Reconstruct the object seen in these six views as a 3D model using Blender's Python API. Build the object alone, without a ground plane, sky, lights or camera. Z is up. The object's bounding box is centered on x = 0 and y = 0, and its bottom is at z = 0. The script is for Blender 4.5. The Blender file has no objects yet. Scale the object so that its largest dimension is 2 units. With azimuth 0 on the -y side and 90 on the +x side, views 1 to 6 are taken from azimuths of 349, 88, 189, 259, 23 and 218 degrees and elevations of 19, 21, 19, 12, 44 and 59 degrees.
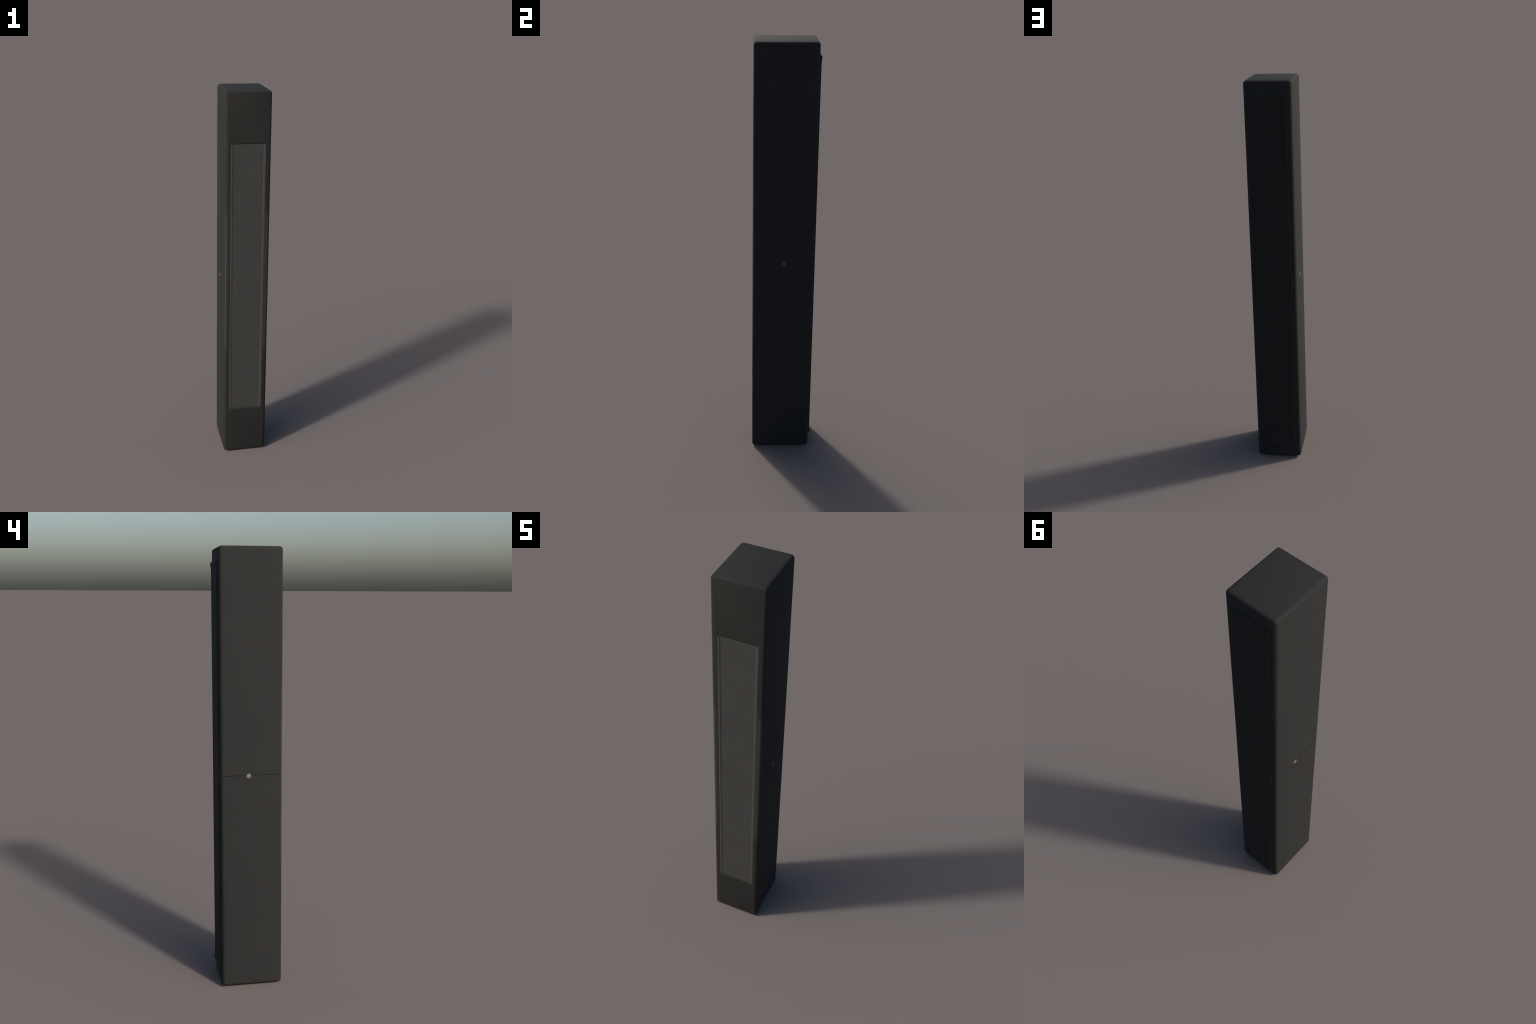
"""A slim, dark tower speaker: a rounded box that leans very slightly sideways,
with a woven front grille, a raised back plate and a small round cap on each flank."""
import bpy, bmesh, math, random
from mathutils import Vector

random.seed(7)

# ------------------------------------------------------------------ sizes (m)
HALF_W, HALF_D, HEIGHT = 0.1154, 0.1400, 1.9962   # body half width, half depth, height
MID = HEIGHT / 2
LEAN = 0.0241                                     # lean about the y axis (radians)
CENTRE = Vector((0.0, -0.0042, 1.0))              # middle of the body in the world

GRILLE_W, GRILLE_H = 0.0872, 0.7360               # half sizes of the grille field
RECESS = 0.0022                                   # how far the grille lies back
PLATE_W, PLATE_H = 0.0910, 0.9420                 # half sizes of the back plate


# ------------------------------------------------------------------ materials
SHEEN = 0.16                                      # weak, matt reflections

def node_material(name):
    m = bpy.data.materials.new(name)
    m.use_nodes = True
    nt = m.node_tree
    return m, nt, nt.nodes, nt.links, nt.nodes["Principled BSDF"]


def mottled_plastic(name, dark, light, roughness, grain=0.0006, pale_margins=None):
    """Matt moulded plastic: two close tones mixed by soft noise, fine bump."""
    m, nt, N, L, bsdf = node_material(name)
    co = N.new("ShaderNodeTexCoord")
    n1 = N.new("ShaderNodeTexNoise")
    n1.inputs["Scale"].default_value = 7.0
    n1.inputs["Detail"].default_value = 5.0
    L.new(co.outputs["Object"], n1.inputs["Vector"])
    ramp = N.new("ShaderNodeValToRGB")
    ramp.color_ramp.elements[0].position = 0.35
    ramp.color_ramp.elements[1].position = 0.68
    ramp.color_ramp.elements[0].color = (*dark, 1)
    ramp.color_ramp.elements[1].color = (*light, 1)
    L.new(n1.outputs["Fac"], ramp.inputs["Fac"])
    colour = ramp.outputs["Color"]
    if pale_margins:
        # paler margins on the front, beside the middle of the grille
        tone, half_len = pale_margins
        sep = N.new("ShaderNodeSeparateXYZ")
        L.new(co.outputs["Object"], sep.inputs[0])

        def math(op, a, b=None):
            n = N.new("ShaderNodeMath")
            n.operation = op
            for i, v in enumerate((a, b)):
                if v is None:
                    continue
                if isinstance(v, (int, float)):
                    n.inputs[i].default_value = v
                else:
                    L.new(v, n.inputs[i])
            return n.outputs[0]

        def ramp01(v, lo, hi):
            r = N.new("ShaderNodeMapRange")
            r.interpolation_type = "SMOOTHSTEP"
            r.inputs["From Min"].default_value = lo
            r.inputs["From Max"].default_value = hi
            L.new(v, r.inputs["Value"])
            return r.outputs["Result"]

        along = ramp01(math("ABSOLUTE", math("SUBTRACT", sep.outputs["Z"], MID)),
                       half_len + 0.035, half_len - 0.035)
        left = ramp01(sep.outputs["X"], -HALF_W + 0.020, -HALF_W + 0.006)
        right = ramp01(sep.outputs["X"], GRILLE_W + 0.000, GRILLE_W + 0.006)
        front = ramp01(sep.outputs["Y"], -HALF_D + 0.012, -HALF_D + 0.004)
        fac = math("MULTIPLY", math("MULTIPLY", along, front), math("MAXIMUM", left, right))
        # front face tinted a touch darker and warmer than the flanks
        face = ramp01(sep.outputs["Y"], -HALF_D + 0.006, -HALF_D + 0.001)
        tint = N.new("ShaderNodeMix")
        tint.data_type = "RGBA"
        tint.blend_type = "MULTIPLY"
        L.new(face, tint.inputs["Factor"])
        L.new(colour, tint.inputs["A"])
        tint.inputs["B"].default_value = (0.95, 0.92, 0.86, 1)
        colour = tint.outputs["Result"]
        mix = N.new("ShaderNodeMix")
        mix.data_type = "RGBA"
        L.new(fac, mix.inputs["Factor"])
        L.new(colour, mix.inputs["A"])
        mix.inputs["B"].default_value = (*tone, 1)
        colour = mix.outputs["Result"]
    L.new(colour, bsdf.inputs["Base Color"])
    n2 = N.new("ShaderNodeTexNoise")
    n2.inputs["Scale"].default_value = 260.0
    n2.inputs["Detail"].default_value = 3.0
    L.new(co.outputs["Object"], n2.inputs["Vector"])
    b = N.new("ShaderNodeBump")
    b.inputs["Strength"].default_value = 0.25
    b.inputs["Distance"].default_value = grain
    L.new(n2.outputs["Fac"], b.inputs["Height"])
    L.new(b.outputs["Normal"], bsdf.inputs["Normal"])
    bsdf.inputs["Roughness"].default_value = roughness
    bsdf.inputs["Specular IOR Level"].default_value = SHEEN
    return m


def woven_cloth(name, dark, light):
    """Fine woven grille cloth: crossing threads with slight unevenness."""
    m, nt, N, L, bsdf = node_material(name)
    co = N.new("ShaderNodeTexCoord")
    waves = []
    for axis, scale in (("X", 52.0), ("Z", 44.0)):
        w = N.new("ShaderNodeTexWave")
        w.wave_type = "BANDS"
        w.bands_direction = axis
        w.inputs["Scale"].default_value = scale
        w.inputs["Distortion"].default_value = 1.6
        w.inputs["Detail"].default_value = 2.0
        L.new(co.outputs["Object"], w.inputs["Vector"])
        waves.append(w.outputs["Fac"])
    mul = N.new("ShaderNodeMath")
    mul.operation = "ADD"
    L.new(waves[0], mul.inputs[0])
    L.new(waves[1], mul.inputs[1])
    no = N.new("ShaderNodeTexNoise")
    no.inputs["Scale"].default_value = 38.0
    no.inputs["Detail"].default_value = 2.0
    L.new(co.outputs["Object"], no.inputs["Vector"])
    add = N.new("ShaderNodeMath")
    add.operation = "MULTIPLY_ADD"
    add.inputs[1].default_value = 0.30
    L.new(mul.outputs[0], add.inputs[0])
    L.new(no.outputs["Fac"], add.inputs[2])
    ramp = N.new("ShaderNodeValToRGB")
    ramp.color_ramp.elements[0].position = 0.42
    ramp.color_ramp.elements[1].position = 1.0
    ramp.color_ramp.elements[0].color = (*dark, 1)
    ramp.color_ramp.elements[1].color = (*light, 1)
    L.new(add.outputs[0], ramp.inputs["Fac"])
    L.new(ramp.outputs["Color"], bsdf.inputs["Base Color"])
    b = N.new("ShaderNodeBump")
    b.inputs["Strength"].default_value = 0.12
    b.inputs["Distance"].default_value = 0.001
    L.new(mul.outputs[0], b.inputs["Height"])
    L.new(b.outputs["Normal"], bsdf.inputs["Normal"])
    bsdf.inputs["Roughness"].default_value = 0.8
    bsdf.inputs["Specular IOR Level"].default_value = SHEEN
    return m


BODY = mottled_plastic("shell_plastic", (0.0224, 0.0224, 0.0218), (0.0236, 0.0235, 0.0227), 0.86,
                       pale_margins=((0.034, 0.034, 0.033), 0.375))
PLATE = mottled_plastic("back_plate_plastic", (0.0180, 0.0180, 0.0172), (0.0194, 0.0192, 0.0182), 0.85)
CLOTH = woven_cloth("grille_cloth", (0.0415, 0.0408, 0.0385), (0.0500, 0.0492, 0.0465))
SEAM = mottled_plastic("seam_painted_shadow", (0.013, 0.013, 0.0125), (0.015, 0.015, 0.0145), 0.9)  # groove walls coloured dark so the line reads as shadowed
PALE_STRIP = mottled_plastic("pale_strip_plastic", (0.050, 0.049, 0.046), (0.055, 0.054, 0.050), 0.70)
CAP_PALE = mottled_plastic("cap_pale", (0.125, 0.125, 0.105), (0.155, 0.155, 0.13), 0.55)
CAP_GREY = mottled_plastic("cap_grey", (0.050, 0.056, 0.056), (0.066, 0.072, 0.072), 0.55)


# ------------------------------------------------------------------ helpers
def new_object(name, bm, material):
    me = bpy.data.meshes.new(name)
    bm.to_mesh(me)
    bm.free()
    for p in me.polygons:
        p.use_smooth = True
    ob = bpy.data.objects.new(name, me)
    bpy.context.scene.collection.objects.link(ob)
    if material:
        me.materials.append(material)
    return ob


def apply_modifiers(ob):
    dg = bpy.context.evaluated_depsgraph_get()
    me = bpy.data.meshes.new_from_object(ob.evaluated_get(dg))
    ob.modifiers.clear()
    old = ob.data
    ob.data = me
    bpy.data.meshes.remove(old)


def box(x0, x1, y0, y1, z0, z1):
    bm = bmesh.new()
    bmesh.ops.create_cube(bm, size=1.0)
    for v in bm.verts:
        v.co = Vector((x0 if v.co.x < 0 else x1, y0 if v.co.y < 0 else y1, z0 if v.co.z < 0 else z1))
    return bm


def smooth_by_angle(ob, angle=35):
    ob.data.set_sharp_from_angle(angle=math.radians(angle))


# ------------------------------------------------------------------ the body shell
def build_body():
    bm = box(-HALF_W, HALF_W, -HALF_D, HALF_D, 0.0, HEIGHT)
    layer = bm.edges.layers.float.new("bevel_weight_edge")
    WIDEST = 0.022
    for e in bm.edges:
        a, b = e.verts[0].co, e.verts[1].co
        upright = abs(a.z - b.z) > 0.5
        back = a.y > 0 and b.y > 0
        front = a.y < 0 and b.y < 0
        if upright:
            r = 0.017 if back else 0.011
        elif back:
            r = 0.014
        elif front:
            r = 0.012
        else:
            r = 0.016
        e[layer] = r / WIDEST
    ob = new_object("body_shell", bm, BODY)
    bv = ob.modifiers.new("round", "BEVEL")
    bv.width = WIDEST
    bv.segments = 6
    bv.limit_method = "WEIGHT"
    bv.offset_type = "OFFSET"

    cutters = []
    # shallow recess for the grille, with sloping walls
    bmc = box(-GRILLE_W, GRILLE_W, -HALF_D - 0.02, -HALF_D + RECESS + 0.001, MID - GRILLE_H, MID + GRILLE_H)
    for v in bmc.verts:
        if v.co.y < -HALF_D:
            v.co.x += math.copysign(0.018, v.co.x)
            v.co.z += math.copysign(0.018, v.co.z - MID)
    cutters.append(new_object("cut", bmc, None))
    # the parting line across the left flank: two halves that do not quite meet
    for y0, y1, dz, w in ((0.010, HALF_D + 0.02, 0.0022, 0.0019), (-HALF_D - 0.02, 0.012, 0.0040, 0.0016)):
        bmc = box(-HALF_W - 0.01, -HALF_W + 0.0012, y0, y1, MID + dz - w, MID + dz + w)
        cutters.append(new_object("cut", bmc, SEAM))
    for c in cutters:
        md = ob.modifiers.new("cut", "BOOLEAN")
        md.operation = "DIFFERENCE"
        md.solver = "EXACT"
        md.object = c
        md.material_mode = "TRANSFER"
    apply_modifiers(ob)
    for c in cutters:
        bpy.data.objects.remove(c)
    smooth_by_angle(ob, 32)
    return ob


# ------------------------------------------------------------------ the grille and its pale strips
def build_grille():
    nx, nz = 24, 160
    bm = bmesh.new()
    rows = []
    y_face, y_back = -HALF_D + RECESS, -HALF_D + RECESS + 0.008
    w, h = GRILLE_W - 0.0004, GRILLE_H - 0.0004
    for j in range(nz + 1):
        z = MID + h * (2 * j / nz - 1)
        row = []
        for i in range(nx + 1):
            x = w * (2 * i / nx - 1)
            edge = min(w - abs(x), h - abs(z - MID))
            y = y_face - 0.0008 * min(1.0, edge / 0.010)   # stretched cloth: soft pillow
            row.append(bm.verts.new((x, y, z)))
        rows.append(row)
    for j in range(nz):
        for i in range(nx):
            bm.faces.new((rows[j][i], rows[j][i + 1], rows[j + 1][i + 1], rows[j + 1][i]))
    rim = [e for e in bm.edges if e.is_boundary]
    ext = bmesh.ops.extrude_edge_only(bm, edges=rim)["geom"]
    for v in ext:
        if isinstance(v, bmesh.types.BMVert):
            v.co.y = y_back
    bmesh.ops.holes_fill(bm, edges=[e for e in bm.edges if e.is_boundary], sides=0)
    bmesh.ops.recalc_face_normals(bm, faces=bm.faces)
    ob = new_object("grille", bm, CLOTH)
    smooth_by_angle(ob)
    return ob


def build_pale_strip(profile):
    """A slim pale strip along one upright side of the grille, swept from its (x, height) profile."""
    bm = bmesh.new()
    ends = []
    sub = []
    for (xa, ha), (xb, hb) in zip(profile, profile[1:]):
        for k in range(4):                         # ease between the profile points
            t = k / 4
            e = t * t * (3 - 2 * t)
            sub.append((xa + (xb - xa) * t, ha + (hb - ha) * e))
    sub.append(profile[-1])
    for z in (MID - GRILLE_H + 0.001, MID + GRILLE_H - 0.001):
        ring = [bm.verts.new((x, -HALF_D - h, z)) for x, h in sub]
        ring.append(bm.verts.new((sub[-1][0], -HALF_D + 0.006, z)))
        ring.append(bm.verts.new((sub[0][0], -HALF_D + 0.006, z)))
        ends.append(ring)
    m = len(ends[0])
    for k in range(m):
        bm.faces.new((ends[0][k], ends[0][(k + 1) % m], ends[1][(k + 1) % m], ends[1][k]))
    bm.faces.new(ends[0])
    bm.faces.new(ends[1])
    bmesh.ops.recalc_face_normals(bm, faces=bm.faces)
    ob = new_object("pale_strip", bm, PALE_STRIP)
    smooth_by_angle(ob, 40)
    return ob


# ------------------------------------------------------------------ the back plate
def build_back_plate():
    """A thin plate with round corners; its rim rises into a lip at top and bottom."""
    nx, nz = 60, 420
    r = 0.020
    y_wall, y_face, lip = HALF_D - 0.0006, HALF_D + 0.0066, 0.0034
    bm = bmesh.new()
    rows = []
    for j in range(nz + 1):
        t = 2 * j / nz - 1
        zl = PLATE_H * (math.copysign(1 - (1 - abs(t)) ** 1.35, t) * 0.5 + t * 0.5)
        # outline half width at this height (rounded corners)
        d = PLATE_H - abs(zl)
        w = PLATE_W - (r - math.sqrt(max(0.0, r * r - (r - d) ** 2)) if d < r else 0.0)
        row = []
        for i in range(nx + 1):
            s = 2 * i / nx - 1
            s = math.copysign(1 - (1 - abs(s)) ** 1.5, s) * 0.6 + s * 0.4
            ww = w
            if s < 0:                              # outward kink beside the parting line
                ww = w + 0.0085 * max(0.0, 1 - abs(zl) / 0.050)
            x = ww * s
            y = y_face
            y += lip * math.exp(-((d - 0.010) / 0.016) ** 2)          # lips top and bottom
            y += 0.0008 * math.exp(-((ww - abs(x) - 0.006) / 0.006) ** 2)
            k = min(1.0, (ww - abs(x)) / 0.0085, d / 0.0125)
            y = y_wall + (y - y_wall) * math.sqrt(max(0.0, 1 - (1 - k) ** 2))
            row.append(bm.verts.new((x, y, MID + zl)))
        rows.append(row)
    for j in range(nz):
        for i in range(nx):
            bm.faces.new((rows[j][i + 1], rows[j][i], rows[j + 1][i], rows[j + 1][i + 1]))
    rim = [e for e in bm.edges if e.is_boundary]
    ext = bmesh.ops.extrude_edge_only(bm, edges=rim)["geom"]
    for v in ext:
        if isinstance(v, bmesh.types.BMVert):
            v.co.y = HALF_D - 0.010
    bmesh.ops.holes_fill(bm, edges=[e for e in bm.edges if e.is_boundary], sides=0)
    bmesh.ops.recalc_face_normals(bm, faces=bm.faces)
    ob = new_object("back_plate", bm, PLATE)
    smooth_by_angle(ob, 50)
    return ob


# ------------------------------------------------------------------ the round caps on the flanks
def build_cap(side, y, material, radius, bulge):
    bm = bmesh.new()
    seg, rings = 28, 8
    base = side * (HALF_W - 0.004)
    prev = None
    for j in range(rings + 1):
        if j == 0:
            rad, x = radius, base
        else:
            a = (j - 1) / (rings - 1) * math.pi / 2
            rad, x = radius * math.cos(a), side * (HALF_W - 0.0002 + bulge * math.sin(a))
        if rad < 1e-6:
            tip = bm.verts.new((x, y, MID))
            for k in range(seg):
                bm.faces.new((prev[k], prev[(k + 1) % seg], tip))
            break
        ring = [bm.verts.new((x, y + rad * math.cos(2 * math.pi * k / seg),
                              MID + rad * math.sin(2 * math.pi * k / seg))) for k in range(seg)]
        if prev:
            for k in range(seg):
                bm.faces.new((prev[k], prev[(k + 1) % seg], ring[(k + 1) % seg], ring[k]))
        else:
            bm.faces.new(ring)
        prev = ring
    bmesh.ops.recalc_face_normals(bm, faces=bm.faces)
    ob = new_object("side_cap", bm, material)
    smooth_by_angle(ob, 60)
    return ob


# ------------------------------------------------------------------ assembly
thing = bpy.data.objects.new("tower_speaker", None)
bpy.context.scene.collection.objects.link(thing)
thing["label"] = "slim dark grey tower speaker with woven front grille"
thing["category"] = "speaker"
thing.rotation_euler = (0.0, LEAN, 0.0)
thing.location = CENTRE - Vector((math.sin(LEAN), 0, math.cos(LEAN))) * MID

parts = [build_body(), build_grille(),
         build_pale_strip([(-GRILLE_W - 0.0015, -0.0002), (-GRILLE_W + 0.0045, 0.0007),
                     (-GRILLE_W + 0.0068, 0.0004), (-GRILLE_W + 0.0130, -0.0016)]),
         build_pale_strip([(GRILLE_W - 0.0120, -0.0020), (GRILLE_W - 0.0045, 0.0004),
                     (GRILLE_W + 0.0018, 0.0002)]),
         build_back_plate(),
         build_cap(-1, 0.0130, CAP_PALE, 0.0112, 0.0016),
         build_cap(+1, 0.0030, CAP_GREY, 0.0110, 0.0012)]
for p in parts:
    p.parent = thing
